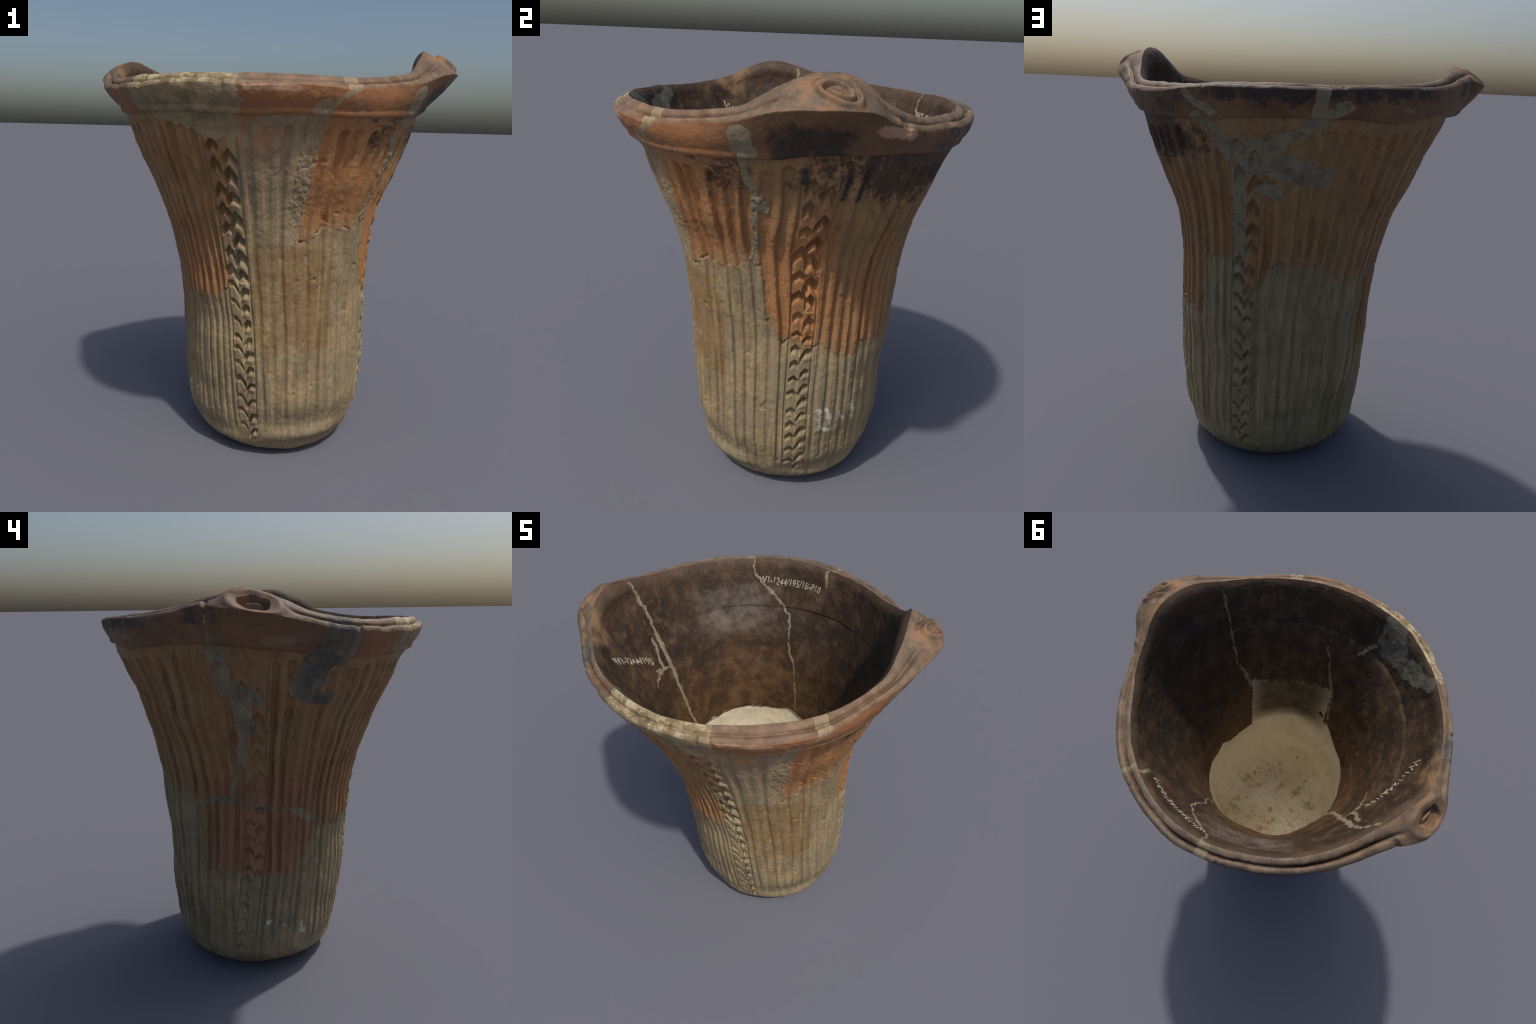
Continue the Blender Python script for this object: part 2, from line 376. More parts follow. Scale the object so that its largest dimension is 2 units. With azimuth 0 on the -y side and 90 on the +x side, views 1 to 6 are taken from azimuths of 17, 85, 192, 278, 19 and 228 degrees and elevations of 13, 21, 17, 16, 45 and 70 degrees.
# chips in the lip: (azimuth, width deg, depth)
CHIPS = [(1.5, 1.2, .012), (108, 3.2, .012), (113.5, 2.2, .016), (318, 2.5, .010), (333, 1.2, .006), (261.8, .9, .014), (205, .6, .005), (41.3, .5, .006),
         (351, 4, .004), (20, 3, .005), (306, 1.0, .008), (166, .6, .005)]
chipd = sum(dp * np.exp(-(adiff(AZ, c0) / wd) ** 4) for c0, wd, dp in CHIPS)
tc = (np.arange(1, NC + 1) / NC)[:, None]
collar = rough(collar, 20, .0030)
lip = rough(lip, 20, .0034)
w_c = smooth(.55, 1, tc); w_l = 1 - smooth(.2, .6, T)
collar += (-er[None] * .7 - ez * .7) * (w_c * chipd[None])[..., None]
lip += (-er[None] * .7 - ez * .7) * (w_l * chipd[None])[..., None]
inner = np.concatenate([inner[:1], rough(inner[1:], 30, .005)], 0)
# step where the plaster lining begins inside
INNER_BREAK = [(0, .98), (4, 1.0), (7, 1.29), (22, 1.265), (45, 1.24), (56, 1.255), (66, 1.30), (69, .83), (72, .824), (94, .785), (104, .85), (113, .82), (147, .90),
               (166, .958), (175, 1.0), (185, .978), (192, .99), (207, 1.01), (224, 1.02), (240, 1.02), (252, 1.04), (265, 1.04), (285, .88), (306, .84), (321, .88), (343, .89), (360, .98)]
ib = np.interp(AZ, [p[0] for p in INNER_BREAK], [p[1] for p in INNER_BREAK])
ib = np.where((AZ > 3) & (AZ < 68), .87 + .03 * np.sin(np.radians(AZ * 5)), ib)      # the grey fill runs on smoothly; its ledge lies lower
below = 1 - smooth(-.004, .004, inner[:, :, 2] - ib[None] - .012 * wob.reshape(len(Zw), NA)[200][None])
inner += er[None] * (below * .012)[..., None]
gu = adiff(AZ[None], 6.0) * METRIC * .7; gv = inner[:, :, 2] - 1.02 - gu * .9
inner += er[None] * (.018 * np.exp(-(gv / .008) ** 2) * (np.abs(gu) < .028))[..., None]
fi = inner.reshape(-1, 3)
inner -= er[None] * (.006 * vnoise(fi * 6, 61) * (1 - smooth(1.6, 1.8, fi[:, 2]))).reshape(inner.shape[:2])[..., None]
# bring base grid together
botc = []
NB = 14
for k in range(NB):
    t = (k + .02) / NB
    botc.append(np.stack([P_out[0, :, 0] * t + .043 * (1 - t), P_out[0, :, 1] * t + .043 * (1 - t), np.zeros(NA)], -1))
botc = np.array(botc)
G = np.concatenate([botc, P_out, collar, lip, inner, floor], 0)
row_name = np.array(['base'] * NB + ['wall'] * len(P_out) + ['collar'] * NC + ['lip'] * NL + ['inside'] * NI + ['floor'] * NF)
NR = len(G)
ztop = G[..., 2].max()
V = G.reshape(-1, 3)

idx = np.arange(NR * NA).reshape(NR, NA)
q = np.stack([idx[:-1], np.roll(idx[:-1], -1, 1), np.roll(idx[1:], -1, 1), idx[1:]], -1).reshape(-1, 4)
# vertex normals of the whole surface
fnrm = np.cross(V[q[:, 2]] - V[q[:, 0]], V[q[:, 3]] - V[q[:, 1]])
VN = np.zeros_like(V)
for k in range(4):
    for c in range(3): VN[:, c] += np.bincount(q[:, k], fnrm[:, c], len(V))
VN /= np.linalg.norm(VN, axis=1, keepdims=True) + 1e-12
VN[:NA] = (0, 0, -1)

# ------------------------------------------------------------------ materials
class N:
    """tiny expression builder over shader nodes"""
    tree = None
    def __init__(s, sock): s.s = sock
    @staticmethod
    def new(t, **kw):
        n = N.tree.nodes.new(t)
        for k, val in kw.items(): setattr(n, k, val)
        return n
    @staticmethod
    def put(inp, val):
        if isinstance(val, N): N.tree.links.new(val.s, inp)
        else: inp.default_value = val
    @staticmethod
    def m(op, *args, clamp=False):
        n = N.new('ShaderNodeMath', operation=op, use_clamp=clamp)
        for i, x in enumerate(args): N.put(n.inputs[i], x)
        return N(n.outputs[0])
    def __add__(s, o): return N.m('ADD', s, o)
    __radd__ = __add__
    def __sub__(s, o): return N.m('SUBTRACT', s, o)
    def __rsub__(s, o): return N.m('SUBTRACT', o, s)
    def __mul__(s, o): return N.m('MULTIPLY', s, o)
    __rmul__ = __mul__
    def __truediv__(s, o): return N.m('DIVIDE', s, o)

def n_step(a, b, x):
    n = N.new('ShaderNodeMapRange', interpolation_type='SMOOTHSTEP')
    flip = a > b
    N.put(n.inputs['Value'], x)
    n.inputs['From Min'].default_value, n.inputs['From Max'].default_value = (b, a) if flip else (a, b)
    n.inputs['To Min'].default_value, n.inputs['To Max'].default_value = (1, 0) if flip else (0, 1)
    return N(n.outputs[0])

def n_noise(vec, scale, detail=3, rough=.55, stretch=None, offset=0.0):
    if stretch or offset:
        mp = N.new('ShaderNodeMapping'); N.put(mp.inputs['Vector'], vec)
        mp.inputs['Scale'].default_value = stretch or (1, 1, 1); mp.inputs['Location'].default_value = (offset, offset * .7, offset * 1.3)
        vec = N(mp.outputs[0])
    n = N.new('ShaderNodeTexNoise'); N.put(n.inputs['Vector'], vec)
    n.inputs['Scale'].default_value = scale; n.inputs['Detail'].default_value = detail; n.inputs['Roughness'].default_value = rough
    return N(n.outputs['Fac'])

def mix(f, a, b):
    n = N.new('ShaderNodeMix', data_type='RGBA'); N.put(n.inputs[0], f)
    for sock, val in ((n.inputs[6], a), (n.inputs[7], b)):
        if isinstance(val, N): N.tree.links.new(val.s, sock)
        else: sock.default_value = (*val, 1)
    return N(n.outputs[2])

def srgb(r, g, b):
    f = lambda c: (c / 255 / 12.92) if c <= 10 else ((c / 255 + .055) / 1.055) ** 2.4
    return (f(r), f(g), f(b))

def start(name):
    mat = bpy.data.materials.new(name); mat.use_nodes = True
    N.tree = mat.node_tree
    co = N(N.new('ShaderNodeTexCoord').outputs['Object'])
    sep = N.new('ShaderNodeSeparateXYZ'); N.put(sep.inputs[0], co)
    x, y, z = (N(sep.outputs[i]) for i in range(3))
    cx = N.m('MULTIPLY', N.m('DIVIDE', 1.35 - z, .6, clamp=True), .043)
    cy = N.m('MULTIPLY', N.m('DIVIDE', 1.75 - z, .8, clamp=True), .043)
    az = N.m('ARCTAN2', x - cx, cy - y) * (180 / math.pi)
    az = N.m('MODULO', az + (720 - SEAM), 360) + SEAM
    return mat, co, az, z

def finish(mat, colour, rough, bump=None, dist=.004, spec=.35):
    b = N.tree.nodes['Principled BSDF']
    N.put(b.inputs['Base Color'], colour); N.put(b.inputs['Roughness'], rough)
    b.inputs['Specular IOR Level'].default_value = spec
    if bump is not None:
        bn = N.new('ShaderNodeBump'); bn.inputs['Strength'].default_value = .6; bn.inputs['Distance'].default_value = dist
        N.put(bn.inputs['Height'], bump); N.tree.links.new(bn.outputs[0], b.inputs['Normal'])
    return mat

def n_strokes(uv, strokes):
    """signed distance to a set of rounded strokes"""
    best = None
    for a0, z0, a1, z1, w in strokes:
        A = (unwrap(a0) * METRIC, z0, 0); D = (adiff(a1, a0) * METRIC, z1 - z0, 0); L2 = D[0] ** 2 + D[1] ** 2 + 1e-9
        pa = N.new('ShaderNodeVectorMath', operation='SUBTRACT'); N.put(pa.inputs[0], uv); pa.inputs[1].default_value = A
        dt = N.new('ShaderNodeVectorMath', operation='DOT_PRODUCT'); N.tree.links.new(pa.outputs[0], dt.inputs[0]); dt.inputs[1].default_value = tuple(d / L2 for d in D)
        h = N.m('ADD', N(dt.outputs['Value']), 0.0, clamp=True)
        sc = N.new('ShaderNodeVectorMath', operation='SCALE'); sc.inputs[0].default_value = D; N.put(sc.inputs['Scale'], h)
        ds = N.new('ShaderNodeVectorMath', operation='DISTANCE'); N.tree.links.new(pa.outputs[0], ds.inputs[0]); N.tree.links.new(sc.outputs[0], ds.inputs[1])
        d = N(ds.outputs['Value']) - w
        best = d if best is None else N.m('MINIMUM', best, d)
    return best

def n_curve(x, pts, x0, x1, y0, y1):
    """piecewise-linear function of x as a Float Curve"""
    fc = N.new('ShaderNodeFloatCurve'); cv = fc.mapping.curves[0]
    P2 = [((a - x0) / (x1 - x0), (b - y0) / (y1 - y0)) for a, b in pts]
    cv.points[0].location = P2[0]; cv.points[1].location = P2[-1]
    for p in P2[1:-1]: cv.points.new(*p)
    for p in cv.points: p.handle_type = 'VECTOR'
    fc.mapping.use_clip = False; fc.mapping.update()
    N.put(fc.inputs['Value'], (x - x0) / (x1 - x0))
    return N(fc.outputs[0]) * (y1 - y0) + y0

def az_window(az, c, w):
    """soft bump over azimuth"""
    c = unwrap(c)
    d = N.m('ABSOLUTE', N.m('WRAP', az - c, 180, -180))
    return n_step(w, w * .35, d)

def combine(u, v):
    n = N.new('ShaderNodeCombineXYZ'); N.put(n.inputs[0], u); N.put(n.inputs[1], v); return N(n.outputs[0])

CLAY_ORANGE = srgb(172, 122, 78); CLAY_BROWN = srgb(150, 112, 75); CLAY_OLIVE = srgb(152, 122, 83); CLAY_DARK = srgb(60, 47, 42)  # clay browns tinted yellower, blue cut to offset the blue skylight
CREAM = srgb(166, 146, 108); CREAM_GREY = srgb(140, 126, 100); OCHRE = srgb(136, 102, 58); GREY_FILL = srgb(122, 114, 96); PINK = srgb(156, 106, 82)

def base_nodes(name):
    mat, co, az, z = start(name)
    n1 = n_noise(co, 4, 4); n2 = n_noise(co, 14, 4, .6); n3 = n_noise(co, 45, 3, .6); n4 = n_noise(co, 130, 2)
    streak = n_noise(co, 11, 4, .6, stretch=(1.6, 1.6, .16)); streak2 = n_noise(co, 38, 3, .6, stretch=(1.2, 1.2, .10), offset=3)
    uv = combine(az * METRIC, z)
    return mat, co, az, z, uv, n1, n2, n3, n4, streak, streak2

def specks(co, n4, col):
    col = mix(n_step(.66, .74, n4) * .35, col, srgb(66, 54, 46))
    return mix(n_step(.70, .80, n_noise(co, 90, 2, offset=11)) * .3, col, srgb(210, 180, 140))

def clay_material(name):
    mat, co, az, z, uv, n1, n2, n3, n4, streak, streak2 = base_nodes(name)
    bright = (az_window(az, 47, 26) + az_window(az, 86, 24) * n_step(1.55, 1.30, z)) + az_window(az, 336, 22) * n_step(1.12, .95, z) * .8
    bright = bright + az_window(az, 120, 30) * n_step(1.2, .95, z) * .8 + az_window(az, 12, 14)
    clay = mix(N.m('MULTIPLY', bright + (n2 - .5) * .7, 1.0, clamp=True), mix(n_step(.35, .65, n1), CLAY_BROWN, CLAY_OLIVE), CLAY_ORANGE)
    pink = az_window(az, 282, 44) * n_step(1.2, 1.02, z) * n_step(.25, .5, n1 + (n2 - .5) * .3)
    clay = mix(pink * .7, clay, PINK)
    clay = mix(n_step(.50, .72, streak) * .38, clay, srgb(98, 74, 56))
    clay = mix(n_step(.54, .70, streak2) * .42, clay, srgb(84, 64, 48))
    clay = mix(n_step(.44, .30, streak2) * .30, clay, srgb(186, 142, 100))
    clay = mix(n_step(.54, .68, n2) * .30, clay, srgb(112, 84, 60))
    clay = mix(n_step(.55, .75, n3) * .30, clay, srgb(172, 138, 102))
    soot = (az_window(az, 118, 62) * n_step(1.42, 1.62, z) * .55 + az_window(az, 60, 14) * n_step(1.42, 1.6, z) * .5 + az_window(az, 140, 40) * n_step(1.1, 1.5, z) * .25)
    soot = soot + az_window(az, 210, 60) * .12
    soot_m = n_step(.52, .70, soot * .62 + n2 * .55 + (n3 - .5) * .5)
    clay = mix(soot_m * .85, clay, CLAY_DARK)
    smudge = n_strokes(uv, [(102, 1.63, 100.4, 1.55, .010), (107.5, 1.64, 105.8, 1.54, .013), (87.5, 1.66, 88, 1.62, .012)])
    clay = mix(n_step(.008, -.006, smudge + (n3 - .5) * .03) * .9, clay, srgb(44, 40, 44))
    clay = mix(n_step(.52, .72, n_noise(co, 8, 5, .65, offset=17)) * .45, clay, srgb(128, 114, 86))
    halo = n_step(.07, -.005, z - n_curve(az, BREAK, SEAM, SEAM + 360, 0.0, 2.0) + (n2 - .5) * .09)
    clay = mix(halo * .5, clay, srgb(142, 122, 90))
    return finish(mat, specks(co, n4, clay), .62 + (n2 - .5) * .3, n3 * .6 + n4 * .4, .004, .3)

def collar_material(name):
    mat, co, az, z, uv, n1, n2, n3, n4, streak, streak2 = base_nodes(name)
    red = az_window(az, 35, 42) + az_window(az, 318, 12) * .6
    coll = mix(N.m('MULTIPLY', red + (n2 - .5) * .6, 1, clamp=True), mix(n_step(.4, .7, n1), srgb(112, 84, 60), srgb(132, 100, 68)), srgb(158, 108, 70))
    coll = mix(n_step(.5, .75, n_noise(co, 9, 4, .6, stretch=(.4, .4, 1.5), offset=2)) * .5, coll, srgb(136, 108, 82))
    black = az_window(az, 88, 17) * n_step(1.90, 1.80, z) + az_window(az, 130, 40) * .55 + az_window(az, 205, 62) * n_step(1.74, 1.84, z + (n2 - .5) * .06) * .95 + az_window(az, 170, 50) * .25
    black = black + az_window(az, 262, 14) * n_step(1.8, 1.85, z) * .6
    coll = mix(n_step(.50, .74, black * .42 + n2 * .5 + (n3 - .5) * .35 + n1 * .12) * .88, coll, srgb(52, 46, 46))
    # worn lip: the strands rub to a paler greyish brown
    lip_z = n_curve(az, [(SEAM + i * 10, LIP_Z[int((SEAM / 10 + i) % 36)]) for i in range(37)], SEAM, SEAM + 360, 1.7, 2.0)
    lipm = n_step(-.004, .010, z - lip_z + (n3 - .5) * .012)
    wear_c = mix(n_step(.35, .7, n2), srgb(104, 90, 76), srgb(144, 122, 98))
    wear_c = mix(n_step(.5, .8, n_noise(co, 20, 3, .6, offset=7)) * .6, wear_c, srgb(72, 62, 56))
    hand = (az_window(az, 93, 16) + az_window(az, 274, 16)) * n_step(1.84, 1.90, z)
    wear_c = mix(hand * n_step(.44, .60, n1 * .5 + n2 * .5) * .8, wear_c, srgb(156, 112, 76))
    coll = mix(lipm * n_step(.25, .55, n2 + .12) * .8, coll, wear_c)
    chipc = n_strokes(uv, [(106, 1.82, 116, 1.80, .020), (9, 1.785, 24, 1.785, .009)])
    coll = mix(n_step(.006, -.004, chipc + (n3 - .5) * .03), coll, srgb(178, 142, 114))
    pale = n_strokes(uv, [(278, 1.765, 286, 1.765, .014), (226, 1.775, 240, 1.77, .008)])
    coll = mix(n_step(.01, -.008, pale) * .6, coll, srgb(150, 126, 104))
    return finish(mat, specks(co, n4, coll), .60 + (n2 - .5) * .3, n3 * .6 + n4 * .4, .004, .3)

def plaster_material(name):
    mat, co, az, z, uv, n1, n2, n3, n4, streak, streak2 = base_nodes(name)
    pl = mix(n_step(.3, .7, n1), CREAM, CREAM_GREY)
    pl = mix(az_window(az, 195, 62) * .65, pl, mix(n_step(.4, .65, n2), srgb(136, 126, 94), srgb(116, 108, 84)))  # shaded back: plaster colour warmed to balance bluish sky illumination
    olive = az_window(az, 246, 26) + az_window(az, 215, 12) * .4
    pl = mix(N.m('MULTIPLY', olive, n_step(.42, .62, streak), clamp=True) * .7, pl, srgb(122, 110, 66))
    pl = mix(az_window(az, 290, 30) * n_step(.4, .65, n2) * .6, pl, srgb(118, 106, 84))
    pl = mix(n_step(.46, .66, streak) * .50, pl, srgb(116, 98, 72))
    pl = mix(n_step(.54, .70, streak2) * .42, pl, srgb(190, 168, 128))
    pl = mix(n_step(.46, .32, streak2) * .35, pl, srgb(108, 94, 74))
    pl = mix(n_step(.52, .70, n2) * .30, pl, srgb(122, 106, 84))
    # ochre stain between first and second column, with a level lower edge
    oc = n_step(4, 7, az - 360 + (n2 - .5) * 10) * n_step(50, 46, az - 360 + (n2 - .5) * 8) * n_step(-.006, .006, z - (.572 + (az - 365) * .0011)) * n_step(1.16, 1.10, z + (n2 - .5) * .1)
    pl = mix(oc * n_step(.34, .55, n2 * .6 + streak * .3 + n3 * .2 - .05) * .58, pl, OCHRE)
    halo = n_step(-.07, .005, z - n_curve(az, BREAK, SEAM, SEAM + 360, 0.0, 2.0) + (n2 - .5) * .12)
    pl = mix(halo * .40, pl, srgb(142, 110, 78))
    front = n_step(1.15, 1.35, z) * az_window(az, 16, 26)
    tint = az_window(az, 13, 13) * n_step(1.46, 1.58, z) * n_step(.40, .56, n2 * .6 + streak * .4)
    pl = mix(front * .8, pl, mix(n_step(.35, .65, streak), srgb(142, 124, 98), srgb(168, 146, 112)))
    pl = mix(tint * .7, pl, srgb(158, 110, 72))
    pl = mix(n_step(.60, .80, n3) * .30, pl, srgb(206, 190, 156))
    pl = mix(n_step(.40, .25, n3) * .22, pl, srgb(100, 88, 70))
    pl = mix(n_step(.56, .74, n_noise(co, 8, 5, .65, offset=19)) * .35 * n_step(.3, .8, z), pl, srgb(136, 104, 76))
    # remains of a white painted number near the foot, and stray white drips
    ink = n_strokes(uv, [(97, .49, 95, .46, .006), (101.5, .50, 102.5, .40, .012), (106, .50, 109, .42, .010), (114, .47, 117, .42, .010), (122, .50, 125, .41, .008), (105, .38, 110, .38, .006),
                         (307, .29, 308.5, .24, .012), (294, .31, 296, .31, .007), (283, .335, 286, .335, .006), (316, .3, 316.4, .27, .006)])
    pl = mix(n_step(.006, -.006, ink + (n3 - .5) * .075 + (n2 - .5) * .05) * .6, pl, srgb(226, 222, 208))
    return finish(mat, specks(co, n4, pl), .66 + (n2 - .5) * .3, n3 * .6 + n4 * .4, .004, .3)

def fill_material(name):
    mat, co, az, z, uv, n1, n2, n3, n4, streak, streak2 = base_nodes(name)
    pl = mix(n_step(.35, .65, n2), GREY_FILL, srgb(146, 132, 106))
    pl = mix(az_window(az, 20, 40), pl, mix(n_step(.35, .65, streak), srgb(142, 124, 98), srgb(168, 146, 112)))
    pl = mix(az_window(az, 345, 28), pl, mix(n_step(.35, .65, n2), srgb(124, 108, 80), srgb(158, 138, 104)))
    lipw = n_step(1.785, 1.81, z) * az_window(az, 345, 30)
    pl = mix(lipw * n_step(.46, .62, n2 * .5 + n3 * .5), pl, srgb(196, 182, 148))
    dark4 = az_window(az, 298, 12) * n_step(1.42, 1.5, z)
    pl = mix(dark4 * n_step(.25, .6, n2), pl, srgb(84, 80, 76))
    pl = mix(n_step(.52, .66, n_noise(co, 17, 4, .65, offset=13)) * az_window(az, 215, 130) * .8, pl, srgb(112, 86, 66))
    pl = mix(n_step(.58, .75, n3) * .40, pl, srgb(156, 146, 120))
    pl = mix(n_step(.40, .25, n3) * .3, pl, srgb(84, 80, 72))
    return finish(mat, specks(co, n4, pl), .7 + (n2 - .5) * .3, n3 * .6 + n4 * .4, .006, .3)

def inside_material(name):
    mat, co, az, z = start(name)
    n1 = n_noise(co, 3.5, 4); n2 = n_noise(co, 13, 4, .65); n3 = n_noise(co, 46, 3, .65); n4 = n_noise(co, 120, 2)
    streak = n_noise(co, 16, 3, .6, stretch=(1.3, 1.3, .25))
    wu = (n_noise(co, 24, 3, .6, offset=5) - .5) * .05; wv = (n_noise(co, 24, 3, .6, offset=9) - .5) * .05
    u = az * METRIC + wu; v = z + wv; uv = combine(u, v)
    col = mix(n_step(.35, .65, n1), srgb(58, 46, 36), srgb(78, 60, 44))
    col = mix(n_step(1.55, 1.15, z) * .55, col, srgb(104, 74, 46))
    col = mix(n_step(.50, .72, n2) * .55, col, srgb(112, 92, 66))
    col = mix(n_step(.55, .40, n2) * .5, col, srgb(42, 34, 30))
    col = mix(n_step(.56, .72, n3) * .28, col, srgb(112, 90, 64))
    rust = az_window(az, 275, 40) + .35
    col = mix(N.m('MULTIPLY', rust, n_step(.56, .70, n_noise(co, 30, 3, .6, offset=4)), clamp=True) * .38, col, srgb(132, 82, 42))
    grey = az_window(az, 210, 28) * n_step(1.42, 1.55, z) * n_step(1.78, 1.69, z)
    col = mix(grey * n_step(.25, .65, n2) * .7, col, srgb(112, 102, 92))
    col = mix(az_window(az, 110, 50) * n_step(1.0, 1.3, z) * .55, col, srgb(40, 33, 30))
    col = mix(n_step(1.80, 1.86, z) * .5, col, srgb(92, 74, 60))
    # pale wear under the hollow handle
    pale = n_strokes(uv, [(286, 1.92, 288, 1.82, .035), (290, 1.80, 296, 1.86, .02)])
    col = mix(n_step(.02, -.02, pale + (n2 - .5) * .06) * .65, col, srgb(142, 112, 80))
    # joints of the mended sherds
    joint_w = [(261, 1.92, 259.7, 1.84, .008), (259.7, 1.845, 258, 1.72, .010), (258, 1.72, 259.6, 1.585, .011), (259.6, 1.585, 262.2, 1.436, .013), (262.2, 1.436, 265.4, 1.315, .016), (265.4, 1.315, 268.4, 1.17, .013),
               (268.4, 1.17, 266, 1.0, .012), (263, 1.46, 274.7, 1.495, .007), (283, 1.45, 268.3, 1.486, .008), (268.3, 1.486, 263, 1.62, .012)]
    joint_n = [(197.6, 1.86, 198.1, 1.79, .004), (198.1, 1.79, 192.4, 1.722, .004), (192.4, 1.722, 182, 1.62, .005), (182, 1.62, 178.4, 1.563, .006), (178.4, 1.563, 175.9, 1.38, .006),
               (175.9, 1.38, 172.2, 1.323, .008), (172.2, 1.323, 169.5, 1.10, .006), (169.5, 1.1, 170.6, 1.0, .006), (163, 1.84, 161.5, 1.76, .007),
               (71.5, 1.85, 71.9, 1.67, .004), (71.9, 1.67, 73.6, 1.52, .004), (73.6, 1.52, 73.2, 1.43, .005), (73.2, 1.43, 70, 1.343, .006), (70, 1.343, 67, 1.25, .014),
               (1, 1.05, 8, 1.30, .014), (8, 1.30, 12, 1.36, .012), (12, 1.36, 19.7, 1.545, .006), (3, 1.583, 358, 1.67, .010)]
    gap = n_step(.30, .45, n2 + .1)
    jm = N.m('MAXIMUM', n_step(.004, -.004, n_strokes(uv, joint_w)), n_step(.003, -.003, n_strokes(uv, joint_n)) * n_step(.30, .50, n_noise(co, 22, 2, offset=3)))
    col = mix(jm * .85, col, mix(n_step(.3, .7, n3), srgb(132, 120, 98), srgb(164, 150, 124)))
    patch = n_strokes(uv, [(355, 1.82, 345, 1.72, .05), (352, 1.70, 340, 1.72, .05), (340, 1.72, 333, 1.76, .05), (333, 1.77, 326, 1.81, .03), (357.5, 1.83, 357.5, 1.70, .012)])
    col = mix(n_step(.004, -.004, patch), col, mix(n_step(.3, .7, n2), srgb(86, 84, 74), srgb(122, 116, 98)))
    blk = n_strokes(uv, [(334, 1.68, 330, 1.65, .026)])
    col = mix(n_step(.02, -.02, blk + (n2 - .5) * .05) * .6, col, srgb(34, 30, 28))
    # plaster lining of the base
    line = n_curve(N.m('MODULO', u / METRIC, 360), INNER_BREAK, 0, 360, 0.0, 2.0)
    d = v * 1.0 - line
    greypl = az_window(az, 37, 46) * n_step(.80, .98, z + (n2 - .5) * .15)
    crm = mix(n_step(.35, .65, n1), srgb(240, 232, 210), srgb(226, 214, 186))  # cream lightened and desaturated to counter yellow bounce light inside the jar
    crm = mix(n_step(.5, .75, streak) * .3, crm, srgb(170, 146, 108))
    crm = mix(greypl, crm, mix(n_step(.3, .65, n2 * .6 + n3 * .4), srgb(66, 56, 44), srgb(112, 98, 76)))
    stain = n_step(.20, .14, z) * n_step(.52, .66, n2)
    crm = mix(stain * .65, crm, srgb(178, 130, 72))
    crm = mix(n_step(.20, .14, z) * n_step(.60, .70, n3) * .7, crm, srgb(150, 92, 50))
    dirt = n_step(.66, .72, n_noise(co, 17, 1, offset=21)) * n_step(.62, .66, n3 * .3 + n2 * .6 + .12)
    crm = mix(dirt * .8, crm, srgb(70, 64, 48))
    col = mix(n_step(.004, -.004, d), col, crm)
    gash = n_strokes(uv, [(4, 1.0, 9, 1.045, .009), (4, 1.0, 1.5, .95, .006)])
    col = mix(n_step(.004, -.004, gash), col, srgb(26, 23, 20))
    rim_w = n_step(.018, .004, N.m('ABSOLUTE', d + .0)) * n_step(.52, .60, n3)
    col = mix(rim_w * .5, col, srgb(206, 190, 160))
    col = mix(n_step(.66, .74, n4) * .3, col, srgb(34, 28, 24))
    return finish(mat, col, .66 - (n2 - .5) * .3, n3 * .6 + n4 * .4, .004, .3)

MAT_CLAY = clay_material('fired_clay')
MAT_RIM = collar_material('collar_clay')
MAT_PLASTER = plaster_material('cream_plaster')
MAT_FILL = fill_material('grey_fill')
MAT_IN = inside_material('sooty_interior')
def paint_material():
    mat, co, az, z = start('white_ink')
    n = n_noise(co, 60, 2)
    return finish(mat, mix(n_step(.4, .7, n), srgb(178, 170, 150), srgb(122, 110, 92)), .8)
MAT_INK = paint_material()

# ------------------------------------------------------------------ split into parts
root = bpy.data.objects.new('fluted_jar', None)
bpy.context.scene.collection.objects.link(root)
root['label'] = 'restored ancient flared clay jar with fluted walls and two rim handles'
root['category'] = 'pottery jar'
fr = np.repeat(np.arange(NR - 1), NA); fa = np.tile(AZ + 180 / NA, NR - 1)
fname = row_name[1:][fr]
def masks(block):
    f = block.reshape(-1, 3)
    az_ = np.degrees(np.arctan2(f[:, 0] - axis_x(f[:, 2]), axis_y(f[:, 2]) - f[:, 1])) % 360
    u_ = unwrap(az_) * METRIC + .012 * vnoise(f * 13, 14) + .010 * vnoise(f * 34, 6) + .003 * vnoise(f * 85, 7)
    v_ = f[:, 2] + .012 * vnoise(f * 13, 15) + .010 * vnoise(f * 34, 8) + .003 * vnoise(f * 85, 9)
    return stroke_np(u_, v_, FILLS).reshape(block.shape[:2]) < 0
clay_v = np.zeros((NR, NA)); clay_v[NB:NB + len(P_out)] = clay.reshape(len(P_out), NA)
fill_v = np.zeros((NR, NA), bool); fill_v[NB:NB + len(P_out)] = (fill > .5).reshape(len(P_out), NA)
k0 = NB + len(P_out); fill_v[k0:k0 + NC] = masks(collar)
lip_fill = masks(collar[-1:])[0]
fill_v[k0 + NC:k0 + NC + NL] = lip_fill[None] & (np.arange(NL)[:, None] < NL * .98)
fclay = clay_v[1:].reshape(-1) > .5; ffill = fill_v[1:].reshape(-1)
rimf = np.isin(fname, ['collar', 'lip'])
wallf = np.isin(fname, ['wall', 'base'])
near_s = np.abs(adiff(fa, 93)) < 13; near_l = np.abs(adiff(fa, 274)) < 12
parts = {
    'plaster_wall': (wallf & ~fclay & ~ffill, MAT_PLASTER),
    'clay_wall': (wallf & fclay & ~ffill, MAT_CLAY),
    'plaster_fill': (wallf & ffill, MAT_FILL),
    'collar_fill': (rimf & ffill & ~near_s & ~near_l, MAT_FILL),
    'collar': (rimf & ~ffill & ~near_s & ~near_l, MAT_RIM),
    'spiral_handle': (rimf & near_s, MAT_RIM),
    'loop_handle': (rimf & near_l, MAT_RIM),
    'inner_wall': (fname == 'inside', MAT_IN),
    'inner_floor': (fname == 'floor', MAT_IN),
}

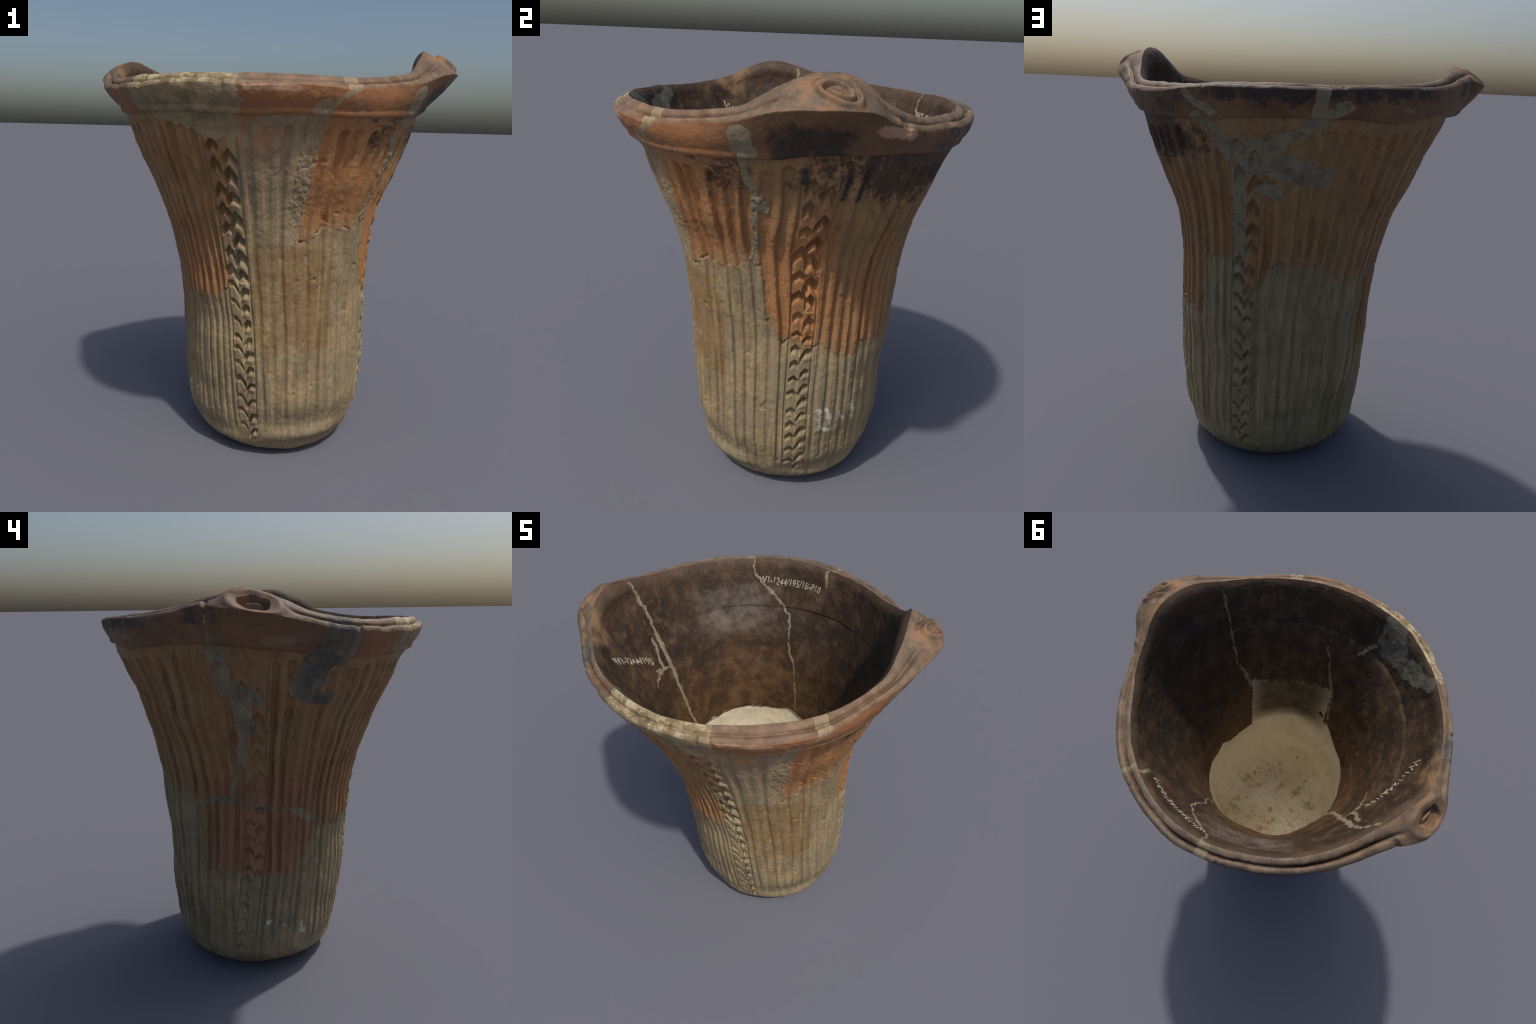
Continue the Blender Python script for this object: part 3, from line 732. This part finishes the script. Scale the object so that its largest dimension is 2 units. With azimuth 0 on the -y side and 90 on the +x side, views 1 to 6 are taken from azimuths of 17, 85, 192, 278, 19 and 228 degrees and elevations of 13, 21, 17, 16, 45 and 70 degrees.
def make_mesh(name, verts, faces, normals, mat, parent):
    me = bpy.data.meshes.new(name)
    n = len(faces)
    me.vertices.add(len(verts)); me.vertices.foreach_set('co', verts.astype(np.float32).ravel())
    me.loops.add(n * 4); me.loops.foreach_set('vertex_index', faces.astype(np.int32).ravel())
    me.polygons.add(n); me.polygons.foreach_set('loop_start', np.arange(n, dtype=np.int32) * 4)
    me.update(calc_edges=True)
    me.polygons.foreach_set('use_smooth', np.ones(n, bool))
    me.materials.append(mat)
    me.normals_split_custom_set_from_vertices(normals.tolist())
    ob = bpy.data.objects.new(name, me); bpy.context.scene.collection.objects.link(ob); ob.parent = parent
    return ob

for name, (sel, mat) in parts.items():
    f = q[sel]
    used, inv = np.unique(f, return_inverse=True)
    make_mesh(name, V[used], inv.reshape(-1, 4), VN[used], mat, root)

# ------------------------------------------------------------------ painted inventory numbers on the inside
def lettering(name, text, az0, z0, az1, z1, height):
    cu = bpy.data.curves.new(name, 'FONT'); cu.body = text; cu.size = 1.0; cu.offset = .018; cu.resolution_u = 3; cu.shear = .2
    tmp = bpy.data.objects.new(name, cu); bpy.context.scene.collection.objects.link(tmp)
    bpy.context.view_layer.update()
    me = bpy.data.meshes.new_from_object(tmp.evaluated_get(bpy.context.evaluated_depsgraph_get()))
    bpy.data.objects.remove(tmp); bpy.data.curves.remove(cu)
    import bmesh
    bm = bmesh.new(); bm.from_mesh(me)
    bmesh.ops.triangulate(bm, faces=bm.faces)
    bmesh.ops.subdivide_edges(bm, edges=[e for e in bm.edges if e.calc_length() > .12], cuts=2)
    bmesh.ops.triangulate(bm, faces=bm.faces)
    geo = bmesh.ops.extrude_face_region(bm, geom=bm.faces[:])
    top = set(g for g in geo['geom'] if isinstance(g, bmesh.types.BMVert))
    c = np.array([v.co[:] for v in bm.verts]); istop = np.array([v in top for v in bm.verts])
    w = c[:, 0].max()
    s = c[:, 0] / w
    jit = .06 * vnoise(np.stack([c[:, 0] * 2, c[:, 1] * 0, 0 * s], 1), 41)
    azs = az0 + (az1 - az0) * s; zs = z0 + (z1 - z0) * s + (c[:, 1] + jit) * height
    cols = (azs / 360 * NA) % NA; i0 = np.floor(cols).astype(int) % NA; fr_ = (cols - np.floor(cols))[:, None]
    out = np.zeros((len(c), 3)); nn = np.zeros((len(c), 3))
    IN = G[row_name == 'inside']; INN = VN.reshape(NR, NA, 3)[row_name == 'inside']
    for k in range(len(c)):
        for j, wt in ((i0[k], 1 - fr_[k, 0]), ((i0[k] + 1) % NA, fr_[k, 0])):
            colz_ = IN[:, j, 2][::-1]
            for ch in range(3):
                out[k, ch] += wt * np.interp(zs[k], colz_, IN[::-1, j, ch]); nn[k, ch] += wt * np.interp(zs[k], colz_, INN[::-1, j, ch])
    nn /= np.linalg.norm(nn, axis=1, keepdims=True)
    out += nn * np.where(istop, .0028, -.001)[:, None]
    for v_, p in zip(bm.verts, out): v_.co = p
    bmesh.ops.recalc_face_normals(bm, faces=bm.faces)
    bm.to_mesh(me); bm.free()
    me.materials.clear(); me.materials.append(MAT_INK)
    ob = bpy.data.objects.new(name, me); bpy.context.scene.collection.objects.link(ob); ob.parent = root
lettering('inventory_number', 'W1-1244/195/18-P10', 196, 1.735, 164.5, 1.715, .052)
lettering('inventory_number', 'W1-1244/195', 297, 1.715, 272.5, 1.525, .058)
